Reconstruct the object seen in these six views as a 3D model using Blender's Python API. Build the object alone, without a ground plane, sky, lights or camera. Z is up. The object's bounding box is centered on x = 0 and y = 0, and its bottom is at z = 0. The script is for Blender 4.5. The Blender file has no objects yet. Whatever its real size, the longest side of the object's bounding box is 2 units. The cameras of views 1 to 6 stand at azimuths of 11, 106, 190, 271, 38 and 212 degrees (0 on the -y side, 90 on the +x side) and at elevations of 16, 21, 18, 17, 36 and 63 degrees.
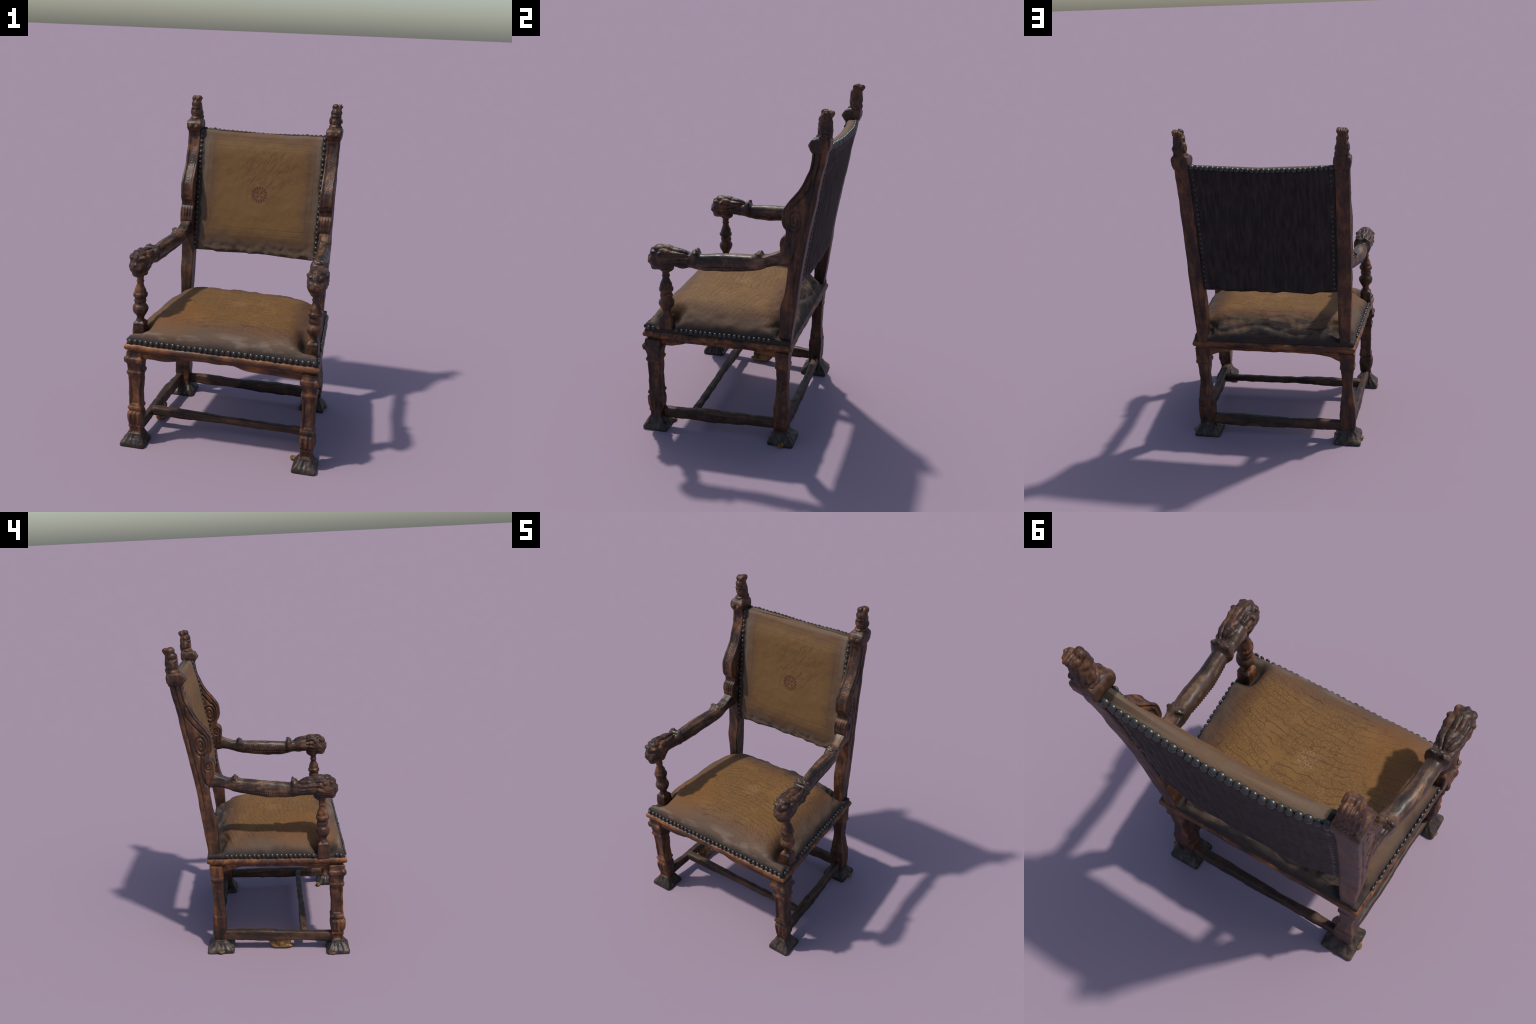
import bpy, bmesh, math, random
import numpy as np
from mathutils import Vector, noise

random.seed(7)
rng = np.random.default_rng(7)

# ------------------------------------------------------------------ helpers
def col(name_parent=None):
    return bpy.context.scene.collection

def pchip(tab):
    """smooth monotone interpolation through (t, value, ...) rows"""
    a = np.array(sorted(tab), float)
    x, Y = a[:, 0], a[:, 1:]
    h = np.diff(x)[:, None]
    d = np.diff(Y, axis=0) / h
    m = np.zeros_like(Y)
    m[0], m[-1] = d[0], d[-1]
    s = (d[:-1] * d[1:]) > 0
    with np.errstate(divide='ignore', invalid='ignore'):
        hm = 2 * d[:-1] * d[1:] / (d[:-1] + d[1:])
    m[1:-1] = np.where(s, hm, 0)
    def f(t):
        t = np.clip(np.atleast_1d(np.asarray(t, float)), x[0], x[-1])
        i = np.clip(np.searchsorted(x, t) - 1, 0, len(x) - 2)
        hh = h[i]
        u = ((t - x[i]) / hh[:, 0])[:, None]
        return ((2*u**3-3*u**2+1)*Y[i] + (u**3-2*u**2+u)*hh*m[i]
                + (-2*u**3+3*u**2)*Y[i+1] + (u**3-u**2)*hh*m[i+1])
    return f

def linear(tab):
    a = np.array(sorted(tab), float)
    def f(t):
        t = np.atleast_1d(np.asarray(t, float))
        return np.stack([np.interp(t, a[:, 0], a[:, k]) for k in range(1, a.shape[1])], 1)
    return f

def sstep(a, b, x):
    t = np.clip((x - a) / (b - a), 0, 1)
    return t * t * (3 - 2 * t)

def make(name, verts, faces, mat, parent, smooth=True, angle=None):
    me = bpy.data.meshes.new(name)
    me.from_pydata([tuple(v) for v in verts], [], [tuple(f) for f in faces])
    bm = bmesh.new(); bm.from_mesh(me)
    bmesh.ops.recalc_face_normals(bm, faces=bm.faces)
    bm.to_mesh(me); bm.free()
    if smooth:
        me.polygons.foreach_set('use_smooth', [True] * len(me.polygons))
        if angle:
            me.set_sharp_from_angle(angle=math.radians(angle))
    for m in (mat if isinstance(mat, (list, tuple)) else [mat]):
        me.materials.append(m)
    ob = bpy.data.objects.new(name, me)
    col().objects.link(ob)
    ob.parent = parent
    return ob

def loft(rings):
    """rings: (k, n, 3) array -> verts, quad faces with fan caps"""
    R = np.asarray(rings, float)
    k, n, _ = R.shape
    V = R.reshape(-1, 3)
    i, j = np.meshgrid(np.arange(k - 1), np.arange(n), indexing='ij')
    j2 = (j + 1) % n
    F = np.stack([i*n+j, i*n+j2, (i+1)*n+j2, (i+1)*n+j], -1).reshape(-1, 4).tolist()
    V = np.vstack([V, R[0].mean(0), R[-1].mean(0)])
    a, b = k * n, k * n + 1
    for q in range(n):
        F.append([a, (q + 1) % n, q])
        F.append([b, (k-1)*n + q, (k-1)*n + (q + 1) % n])
    return V, F

def box_ring(nf, ns, nb=None):
    """unit square outline, points per side; returns (n,2) in [-1,1], side id"""
    nb = nb or nf
    p, s = [], []
    for q in range(nf): p.append((-1 + 2*q/nf, -1)); s.append(0)      # front (-y)
    for q in range(ns): p.append((1, -1 + 2*q/ns)); s.append(1)       # +x
    for q in range(nb): p.append((1 - 2*q/nb, 1)); s.append(2)        # back
    for q in range(ns): p.append((-1, 1 - 2*q/ns)); s.append(3)       # -x
    return np.array(p, float), np.array(s)

def round_box(P, hx, hy, r):
    """map unit outline to a rounded rectangle"""
    X, Y = P[:, 0] * hx, P[:, 1] * hy
    cx, cy = np.clip(X, -(hx - r), hx - r), np.clip(Y, -(hy - r), hy - r)
    dx, dy = X - cx, Y - cy
    L = np.hypot(dx, dy)
    k = np.where(L > 1e-9, np.minimum(1, r / np.maximum(L, 1e-9)), 1)
    return np.stack([cx + dx * k, cy + dy * k], 1)

def fnoise(V, scale, seed=0.0, octaves=2):
    o = Vector((seed * 3.1, seed * 7.7, seed * 1.3))
    return np.array([noise.fractal(Vector(v) * scale + o, 1.0, 2.0, octaves) for v in V])

def normals_of(ob):
    me = ob.data
    n = np.zeros(len(me.vertices) * 3)
    me.vertices.foreach_get('normal', n)
    return n.reshape(-1, 3)

def coords(ob):
    v = np.zeros(len(ob.data.vertices) * 3)
    ob.data.vertices.foreach_get('co', v)
    return v.reshape(-1, 3)

def set_coords(ob, V):
    ob.data.vertices.foreach_set('co', V.astype(float).ravel())
    ob.data.update()

def roughen(ob, amp, scale, seed=0, octaves=2):
    V = coords(ob)
    set_coords(ob, V + normals_of(ob) * (amp * fnoise(V, scale, seed, octaves))[:, None])

def push(ob, d):
    set_coords(ob, coords(ob) + normals_of(ob) * d[:, None])

def ellipsoid_parts(blobs, seg=20, rg=12):
    V, F = [], []
    for (c, r) in blobs:
        base = len(V)
        for i in range(rg + 1):
            t = math.pi * i / rg
            for j in range(seg):
                a = 2 * math.pi * j / seg
                V.append((c[0] + r[0]*math.sin(t)*math.cos(a), c[1] + r[1]*math.sin(t)*math.sin(a), c[2] + r[2]*math.cos(t)))
        for i in range(rg):
            for j in range(seg):
                j2 = (j + 1) % seg
                F.append((base+i*seg+j, base+i*seg+j2, base+(i+1)*seg+j2, base+(i+1)*seg+j))
    return V, F

def voxel_union(name, V, F, size, mat, parent, smooth_iter=3):
    me = bpy.data.meshes.new(name + '_raw')
    me.from_pydata([tuple(v) for v in V], [], [tuple(f) for f in F])
    bm = bmesh.new(); bm.from_mesh(me)
    bmesh.ops.remove_doubles(bm, verts=bm.verts, dist=1e-5)
    bmesh.ops.recalc_face_normals(bm, faces=bm.faces)
    bm.to_mesh(me); bm.free()
    tmp = bpy.data.objects.new(name + '_raw', me)
    col().objects.link(tmp)
    m = tmp.modifiers.new('r', 'REMESH'); m.mode = 'VOXEL'; m.voxel_size = size
    if smooth_iter:
        s = tmp.modifiers.new('s', 'SMOOTH'); s.iterations = smooth_iter; s.factor = 0.5
    dg = bpy.context.evaluated_depsgraph_get()
    new = bpy.data.meshes.new_from_object(tmp.evaluated_get(dg))
    bpy.data.objects.remove(tmp)
    new.name = name
    new.polygons.foreach_set('use_smooth', [True] * len(new.polygons))
    new.materials.clear(); new.materials.append(mat)
    ob = bpy.data.objects.new(name, new)
    col().objects.link(ob); ob.parent = parent
    return ob

def gauss3(V, c, s):
    d = (V - np.array(c)) / np.array(s)
    return np.exp(-(d * d).sum(1))

def polydist(P, line):
    """distance of 2d points to a polyline"""
    A, B = line[:-1], line[1:]
    best = np.full(len(P), 9.0)
    for a, b in zip(A, B):
        ab = b - a
        t = np.clip(((P - a) @ ab) / max(ab @ ab, 1e-12), 0, 1)
        best = np.minimum(best, np.hypot(*(P - a - t[:, None] * ab).T))
    return best

# ------------------------------------------------------------------ node helper
class NT:
    def __init__(s, name):
        s.m = bpy.data.materials.new(name); s.m.use_nodes = True
        s.t = s.m.node_tree; s.t.nodes.clear()
        s.out = s.t.nodes.new('ShaderNodeOutputMaterial')
        s.b = s.t.nodes.new('ShaderNodeBsdfPrincipled')
        s.t.links.new(s.b.outputs[0], s.out.inputs[0])
        tc = s.t.nodes.new('ShaderNodeTexCoord')
        s.obj = tc.outputs['Object']
        sp = s.t.nodes.new('ShaderNodeSeparateXYZ'); s.link(s.obj, sp.inputs[0])
        s.x, s.y, s.z = sp.outputs
    def link(s, a, b):
        if hasattr(a, 'is_output'): s.t.links.new(a, b)
        else: b.default_value = a
    def math(s, op, a, b=0.0, c=None, clamp=False):
        n = s.t.nodes.new('ShaderNodeMath'); n.operation = op; n.use_clamp = clamp
        s.link(a, n.inputs[0]); s.link(b, n.inputs[1])
        if c is not None: s.link(c, n.inputs[2])
        return n.outputs[0]
    def add(s, a, b): return s.math('ADD', a, b)
    def sub(s, a, b): return s.math('SUBTRACT', a, b)
    def mul(s, a, b): return s.math('MULTIPLY', a, b)
    def absv(s, a): return s.math('ABSOLUTE', a)
    def vec(s, x, y, z):
        n = s.t.nodes.new('ShaderNodeCombineXYZ')
        for k, v in enumerate((x, y, z)): s.link(v, n.inputs[k])
        return n.outputs[0]
    def scale(s, v, sc):
        n = s.t.nodes.new('ShaderNodeMapping'); s.link(v, n.inputs[0]); n.inputs['Scale'].default_value = sc
        return n.outputs[0]
    def noise(s, v, scale, detail=4, rough=0.55, dist=0.0, color=False):
        n = s.t.nodes.new('ShaderNodeTexNoise'); s.link(v, n.inputs['Vector'])
        n.inputs['Scale'].default_value = scale; n.inputs['Detail'].default_value = detail
        n.inputs['Roughness'].default_value = rough; n.inputs['Distortion'].default_value = dist
        return n.outputs['Color' if color else 'Fac']
    def voronoi(s, v, scale, feature='F1', rand=1.0):
        n = s.t.nodes.new('ShaderNodeTexVoronoi'); n.feature = feature
        s.link(v, n.inputs['Vector']); n.inputs['Scale'].default_value = scale
        n.inputs['Randomness'].default_value = rand
        return n.outputs['Distance']
    def warp(s, v, scale, amt):
        c = s.noise(v, scale, 3, color=True)
        a = s.t.nodes.new('ShaderNodeVectorMath'); a.operation = 'MULTIPLY_ADD'
        s.link(c, a.inputs[0]); a.inputs[1].default_value = (amt,)*3; s.link(v, a.inputs[2])
        return a.outputs[0]
    def step(s, lo, hi, x):
        n = s.t.nodes.new('ShaderNodeMapRange'); n.interpolation_type = 'SMOOTHSTEP'
        s.link(x, n.inputs[0]); n.inputs[1].default_value = lo; n.inputs[2].default_value = hi
        return n.outputs[0]
    def ramp(s, x, stops):
        n = s.t.nodes.new('ShaderNodeValToRGB'); s.link(x, n.inputs[0])
        e = n.color_ramp.elements
        while len(e) < len(stops): e.new(0.5)
        for k, (p, c) in enumerate(stops):
            e[k].position = p; e[k].color = (*c, 1)
        return n.outputs[0]
    def mix(s, f, a, b, mode='MIX'):
        n = s.t.nodes.new('ShaderNodeMix'); n.data_type = 'RGBA'; n.blend_type = mode
        s.link(f, n.inputs[0])
        for v, k in ((a, 6), (b, 7)):
            if hasattr(v, 'is_output'): s.t.links.new(v, n.inputs[k])
            else: n.inputs[k].default_value = (*v, 1)
        return n.outputs[2]
    def bump(s, h, strength, dist=0.004):
        n = s.t.nodes.new('ShaderNodeBump'); s.link(h, n.inputs['Height'])
        n.inputs['Strength'].default_value = strength; n.inputs['Distance'].default_value = dist
        s.t.links.new(n.outputs[0], s.b.inputs['Normal'])
    def done(s, color, rough, spec=0.5, metal=0.0, coat=0.0):
        i = s.b.inputs
        if hasattr(color, 'is_output'): s.t.links.new(color, i['Base Color'])
        else: i['Base Color'].default_value = (*color, 1)
        s.link(rough, i['Roughness'])
        i['Specular IOR Level'].default_value = spec
        i['Metallic'].default_value = metal
        i['Coat Weight'].default_value = coat
        i['Coat Roughness'].default_value = 0.3
        return s.m

def wood(name, axis, dark, mid, warm, warm_amt=0.5, rough=0.42):
    n = NT(name)
    sc = [28, 28, 28]; sc[axis] = 3.5
    g = n.noise(n.scale(n.obj, tuple(sc)), 1.0, 5, 0.6, 0.6)
    patch = n.noise(n.obj, 9.0, 4, 0.6)
    fine = n.noise(n.obj, 60.0, 3, 0.6)
    f = n.add(n.mul(g, 0.6), n.add(n.mul(patch, 0.45), n.mul(fine, 0.12)))
    c = n.ramp(f, [(0.46, dark), (0.60, mid), (0.80, warm)])
    warm_patch = n.step(0.56, 0.72, n.noise(n.obj, 6.5, 4, 0.65))
    c = n.mix(n.mul(warm_patch, warm_amt), c, warm)
    dark_patch = n.step(0.55, 0.70, n.noise(n.obj, 13.0, 4, 0.6, 0.4))
    c = n.mix(n.mul(dark_patch, 0.6), c, dark)
    n.bump(n.add(g, n.mul(fine, 0.6)), 0.25, 0.003)
    r = n.add(n.mul(patch, 0.3), rough - 0.10)
    return n.done(c, r, 0.32)

DARK = (0.013, 0.008, 0.006)
MID = (0.055, 0.022, 0.012)
WARM = (0.225, 0.085, 0.027)
M_POST = wood('wood_post', 2, DARK, (0.056, 0.024, 0.013), (0.20, 0.076, 0.026), 0.45)
M_LEG = wood('wood_leg', 2, DARK, MID, WARM, 0.5)
M_RAIL = wood('wood_rail', 0, (0.022, 0.011, 0.007), (0.105, 0.038, 0.014), (0.36, 0.135, 0.032), 0.6)
M_HEAD = wood('wood_carved_head', 1, (0.012, 0.008, 0.006), (0.045, 0.021, 0.013), (0.19, 0.080, 0.034), 0.4, 0.42)
M_ARM = wood('wood_arm', 1, (0.014, 0.010, 0.008), (0.052, 0.028, 0.018), (0.26, 0.140, 0.070), 0.55, 0.36)  # warm tone lightened to tan for the highlight along the arm roll
M_STR = wood('wood_stretcher', 0, (0.013, 0.009, 0.007), (0.048, 0.024, 0.014), (0.13, 0.058, 0.026), 0.35, 0.5)
M_STRY = wood('wood_stretcher_side', 1, (0.013, 0.009, 0.007), (0.048, 0.024, 0.014), (0.13, 0.058, 0.026), 0.35, 0.5)
M_FOOT = wood('wood_foot', 2, (0.012, 0.009, 0.007), (0.034, 0.023, 0.017), (0.13, 0.085, 0.055), 0.3, 0.40)

def residue_mat():
    n = NT('floor_residue')
    f = n.noise(n.obj, 30, 4)
    return n.done(n.ramp(f, [(0.35, (0.06, 0.03, 0.012)), (0.65, (0.33, 0.17, 0.05))]), 0.6, 0.3)
M_RES = residue_mat()

def nail_mat():
    n = NT('dark_bronze')
    f = n.noise(n.obj, 90, 3)
    c = n.ramp(f, [(0.35, (0.018, 0.019, 0.018)), (0.7, (0.062, 0.062, 0.054))])
    return n.done(c, 0.32, 0.6, 0.35)
M_NAIL = nail_mat()

def leather_common(n, centre, mid, edge, e):
    """e: 0 in the middle of the hide, 1 at its border"""
    blot = n.noise(n.obj, 7.0, 5, 0.6)
    fine = n.noise(n.obj, 70.0, 4, 0.6)
    k = n.add(e, n.mul(n.sub(blot, 0.5), 0.9))
    c = n.ramp(k, [(0.10, centre), (0.5, mid), (0.95, edge)])
    c = n.mix(n.mul(n.step(0.45, 0.75, fine), 0.5), c, mid)
    return c, blot, fine

def seat_leather():
    n = NT('seat_leather')
    dx = n.absv(n.sub(n.x, 0.019)); dy = n.absv(n.add(n.y, 0.10))
    ex = n.step(0.25, 0.56, dx); ey = n.step(0.16, 0.44, dy)
    e = n.math('MAXIMUM', ex, ey)
    c, blot, fine = leather_common(n, (0.166, 0.086, 0.027), (0.120, 0.061, 0.029), (0.088, 0.059, 0.042), e)
    # creases: long arched folds across the seat, cross folds, and a fine net between them
    X = n.sub(n.x, 0.02)
    w1 = n.noise(n.obj, 5.0, 3, 0.6); w2 = n.noise(n.obj, 22.0, 3, 0.6); w3 = n.noise(n.scale(n.obj, (1, 1, 0)), 7.0, 2)
    arch = n.add(n.add(n.y, n.mul(n.mul(X, X), 0.6)), n.add(n.mul(w1, 0.10), n.mul(w2, 0.022)))
    def folds(t, freq, width):
        f = n.absv(n.sub(n.math('FRACT', n.mul(t, freq)), 0.5))
        return n.sub(1.0, n.step(0.0, width, f))
    gate = lambda sc, lo: n.step(lo, lo + 0.10, n.noise(n.obj, sc, 2))
    cb = n.mul(folds(arch, 30.0, 0.11), gate(11.0, 0.40))
    cx_ = n.mul(folds(n.add(n.add(X, n.mul(w3, 0.22)), n.mul(w2, 0.03)), 17.0, 0.06), gate(14.0, 0.47))
    small = n.voronoi(n.warp(n.scale(n.obj, (1, 1, 0.3)), 20, 0.025), 75, 'DISTANCE_TO_EDGE')
    cs = n.sub(1.0, n.step(0.0, 0.16, small))
    mid = n.sub(1.0, n.step(0.45, 0.95, e))
    crk = n.math('MAXIMUM', n.math('MAXIMUM', n.mul(cb, 0.85), n.mul(cx_, 0.7)), n.mul(n.mul(cs, 0.5), gate(9.0, 0.36)))
    crk = n.mul(crk, n.add(0.10, n.mul(mid, 0.90)))
    c = n.mix(n.mul(crk, 0.85), c, (0.046, 0.020, 0.013))
    # burnished orange-brown zone toward one front corner
    ob_ = n.mul(n.sub(1.0, n.step(0.10, 0.30, n.math('SQRT', n.add(n.math('POWER', n.add(n.x, 0.33), 2.0), n.math('POWER', n.add(n.y, 0.30), 2.0))))), 0.36)
    c = n.mix(n.mul(ob_, n.add(0.4, blot)), c, (0.200, 0.082, 0.020))
    # worn tooled rosette in the middle of the seat: pale scuffed specks
    rr = n.math('SQRT', n.add(n.mul(n.sub(n.x, 0.02), n.sub(n.x, 0.02)), n.mul(n.add(n.y, 0.09), n.add(n.y, 0.09))))
    ros = n.mul(n.sub(1.0, n.step(0.035, 0.065, rr)), n.step(0.52, 0.60, n.noise(n.obj, 140, 2)))
    c = n.mix(n.mul(ros, 0.45), c, (0.30, 0.20, 0.13))
    # dark burnished band where the hide is nailed down
    low = n.sub(1.0, n.step(0.676, 0.735, n.add(n.z, n.mul(n.sub(blot, 0.5), 0.09))))
    c = n.mix(n.mul(low, 0.88), c, (0.030, 0.024, 0.022))
    # dark tucked folds of hide along the rear edge
    fold = n.mul(n.step(0.20, 0.27, n.y), n.step(0.47, 0.53, n.noise(n.scale(n.obj, (6, 14, 22)), 1.0, 3, 0.5, 0.4)))
    c = n.mix(n.mul(fold, 0.8), c, (0.026, 0.022, 0.020))
    # grey glints painted into the colour along the rounded front edge
    sc_ = n.mul(n.mul(n.sub(1.0, n.step(-0.50, -0.42, n.y)), n.step(0.690, 0.705, n.z)), n.step(0.50, 0.66, n.noise(n.scale(n.obj, (7, 20, 20)), 1.0, 4)))
    c = n.mix(n.mul(sc_, 0.6), c, (0.170, 0.130, 0.100))
    n.bump(n.add(n.mul(crk, -0.6), n.mul(fine, 0.25)), 0.22, 0.004)
    return n.done(c, n.add(0.58, n.mul(blot, 0.25)), 0.16)

def panel_leather():
    n = NT('panel_leather')
    X = n.sub(n.x, 0.024); Z = n.sub(n.z, 1.44)
    ax, az = n.absv(X), n.absv(Z)
    e = n.math('MAXIMUM', n.step(0.20, 0.42, ax), n.step(0.22, 0.40, az))
    c, blot, fine = leather_common(n, (0.148, 0.079, 0.029), (0.116, 0.063, 0.031), (0.128, 0.089, 0.062), e)
    # slanting wrinkles in the upper middle
    wr = n.noise(n.scale(n.vec(n.add(n.x, n.mul(n.z, -0.55)), n.y, n.z), (110, 1, 26)), 1.0, 3, 0.5, 0.6)
    wd = n.math('SQRT', n.add(n.math('POWER', n.sub(n.x, 0.06), 2.0), n.math('POWER', n.sub(n.z, 1.55), 2.0)))
    wr = n.mul(n.step(0.50, 0.66, wr), n.add(0.15, n.mul(0.85, n.sub(1.0, n.step(0.08, 0.27, wd)))))
    c = n.mix(n.mul(wr, 0.6), c, (0.075, 0.042, 0.020))
    # tooled double frame with scroll band
    m = n.math('MAXIMUM', n.sub(ax, 0.312), n.sub(az, 0.255))
    def line(off, w): return n.sub(1.0, n.step(w * 0.5, w, n.absv(n.sub(m, off))))
    ln = n.math('MAXIMUM', line(0.0, 0.004), line(0.034, 0.004))
    band = n.mul(n.step(0.002, 0.006, m), n.sub(1.0, n.step(0.028, 0.032, m)))
    sc = n.voronoi(n.scale(n.obj, (38, 0.1, 38)), 1.0, 'F1', 0.25)
    scr = n.mul(band, n.sub(1.0, n.step(0.03, 0.09, n.absv(n.sub(sc, 0.30)))))
    tool = n.math('MAXIMUM', n.mul(ln, 0.6), n.mul(scr, 0.4))
    c = n.mix(n.mul(tool, 0.55), c, (0.070, 0.042, 0.026))
    # stamped rosette: ring of petals around a small saltire
    px, pz = n.sub(n.x, 0.028), n.sub(n.z, 1.402)
    r = n.math('SQRT', n.add(n.mul(px, px), n.mul(pz, pz)))
    th = n.math('ARCTAN2', pz, px)
    pet = n.step(-0.75, -0.25, n.math('COSINE', n.mul(th, 16.0)))
    ring = n.mul(n.step(0.028, 0.033, r), n.sub(1.0, n.step(0.050, 0.055, r)))
    sal = n.mul(n.step(0.55, 0.8, n.absv(n.math('SINE', n.mul(th, 2.0)))), n.sub(1.0, n.step(0.024, 0.029, r)))
    ros = n.math('MAXIMUM', n.mul(pet, ring), n.mul(sal, 0.8))
    c = n.mix(n.mul(n.mul(ros, 0.85), n.add(0.55, n.mul(fine, 0.8))), c, (0.066, 0.026, 0.019))
    # dark band down both sides by the nails, with a ragged inner edge
    side_dark = n.step(0.372, 0.384, n.add(ax, n.mul(n.sub(n.noise(n.obj, 16.0, 3), 0.5), 0.05)))
    c = n.mix(n.mul(side_dark, 0.85), c, (0.032, 0.025, 0.021))
    n.bump(n.add(n.mul(wr, -0.5), n.add(n.mul(fine, 0.3), n.mul(n.math('MAXIMUM', tool, ros), -0.7))), 0.25, 0.004)
    return n.done(c, n.add(0.58, n.mul(blot, 0.25)), 0.16)

def panel_back_mat():
    n = NT('dark_panel_back')
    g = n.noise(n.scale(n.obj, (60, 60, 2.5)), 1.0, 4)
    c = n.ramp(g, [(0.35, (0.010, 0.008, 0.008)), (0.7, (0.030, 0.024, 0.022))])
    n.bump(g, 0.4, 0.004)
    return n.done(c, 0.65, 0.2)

M_SEAT = seat_leather()
M_PANEL = panel_leather()
M_PANEL_BACK = panel_back_mat()

# ------------------------------------------------------------------ root
root = bpy.data.objects.new('armchair', None)
col().objects.link(root)
root['label'] = 'carved dark wooden armchair with brown leather seat and back'
root['category'] = 'armchair'
CX = 0.019                       # the chair's mirror plane

# ------------------------------------------------------------------ back posts
POST_FRONT = pchip([(.63, .272), (.72, .278), (.86, .279), (.98, .306), (1.05, .314), (1.12, .318), (1.17, .300),
                    (1.20, .280), (1.225, .274), (1.26, .275), (1.29, .284), (1.312, .304), (1.335, .303), (1.355, .288),
                    (1.385, .279), (1.42, .280), (1.45, .285), (1.48, .302), (1.51, .324), (1.57, .370),
                    (1.647, .408), (1.693, .426), (1.77, .436), (1.80, .434)])
POST_REAR = pchip([(.63, .346), (.70, .350), (.868, .370), (1.08, .392), (1.24, .416), (1.33, .431), (1.475, .458),
                   (1.64, .485), (1.72, .504), (1.80, .514)])
def rear(z): return float(POST_REAR(z)[0, 0])
def front(z): return float(POST_FRONT(z)[0, 0])

def spiral(cy, cz, ry, rz, turns, start=0.0, shrink=0.86, n=90):
    t = np.linspace(0, 1, n)
    a = start + t * turns * 2 * math.pi
    k = 1 - shrink * t
    return np.stack([cy + ry * k * np.cos(a), cz + rz * k * np.sin(a)], 1)

def back_post(side):
    E = side > 0
    xo = pchip([(.63, .496), (.75, .498), (.95, .505), (1.1, .509), (1.6, .509), (1.8, .512)])
    xi = pchip([(.63, .432), (.75, .428), (1.0, .424), (1.5, .428), (1.8, .430)])
    P, S = box_ring(20, 40, 10)
    zs = np.arange(.645, 1.801, .0045)
    rings = []
    for z in zs:
        f, r = front(z), rear(z)
        o, i = float(xo(z)[0, 0]), float(xi(z)[0, 0])
        hx, hy = (o - i) / 2, (r - f) / 2
        q = round_box(P, hx, hy, .007)
        ring = np.column_stack([q[:, 0] + (o + i) / 2, q[:, 1] + (r + f) / 2, np.full(len(q), z)])
        rings.append(ring)
    V, F = loft(rings)
    if not E:
        V[:, 0] = 2 * CX - V[:, 0]
    ob = make('back_post', V, F, M_POST, root)
    V = coords(ob)
    nr = len(zs)
    sid = np.concatenate([np.tile(S, nr), [0, 0]])
    d = np.zeros(len(V))
    # scroll carving on both cheeks
    yz = V[:, 1:]
    cheek = (sid == 1) | (sid == 3)
    lines = [spiral(.350, 1.395, .048, .078, 2.4, 1.9),
             spiral(.312, 1.262, .026, .030, 1.5, 2.2),
             np.array([(.335, 1.462), (.365, 1.50), (.395, 1.535), (.425, 1.575), (.435, 1.62), (.425, 1.645), (.410, 1.63)]),
             np.array([(.352, 1.318), (.362, 1.25), (.350, 1.19), (.335, 1.15), (.30, 1.12)])]
    g = np.zeros(len(V))
    for ln in lines:
        g = np.maximum(g, np.exp(-(polydist(yz, ln) / .0042) ** 2))
    rr = POST_REAR(V[:, 2])[:, 0] - V[:, 1]
    ff = V[:, 1] - POST_FRONT(V[:, 2])[:, 0]
    groove = np.exp(-((rr - .030) / .004) ** 2) * sstep(.95, 1.05, V[:, 2])
    edge = np.exp(-((ff - .013) / .0035) ** 2) * sstep(1.33, 1.36, V[:, 2])
    g = np.maximum(g, np.maximum(.8 * groove, .8 * edge))
    d -= np.where(cheek, .0085 * g, 0)
    # overlapping leaf scales on the front of the wing, between two fillets
    xm = (xo(V[:, 2])[:, 0] + xi(V[:, 2])[:, 0]) / 2
    u = np.abs((V[:, 0] if E else 2 * CX - V[:, 0]) - xm)
    ph = 1 - np.mod((V[:, 2] - u * .9) / .017, 1.0)
    band = sstep(1.345, 1.37, V[:, 2]) * (1 - sstep(1.74, 1.76, V[:, 2])) * (1 - sstep(.022, .027, u))
    scales = (-.004 - .003 * ph) * band
    low = sstep(1.11, 1.14, V[:, 2]) * (1 - sstep(1.19, 1.21, V[:, 2])) * (1 - sstep(.022, .027, u))
    d += np.where(sid == 0, scales - .004 * low, 0)
    # gadroons on the small scroll
    gad = sstep(1.235, 1.25, V[:, 2]) * (1 - sstep(1.29, 1.305, V[:, 2]))
    d += np.where(sid == 0, gad * (.004 * np.cos(u / .0275 * 2 * math.pi * 1.5) - .001), 0)
    push(ob, d)
    roughen(ob, .0022, 14, 3 + side)
    return ob

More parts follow.
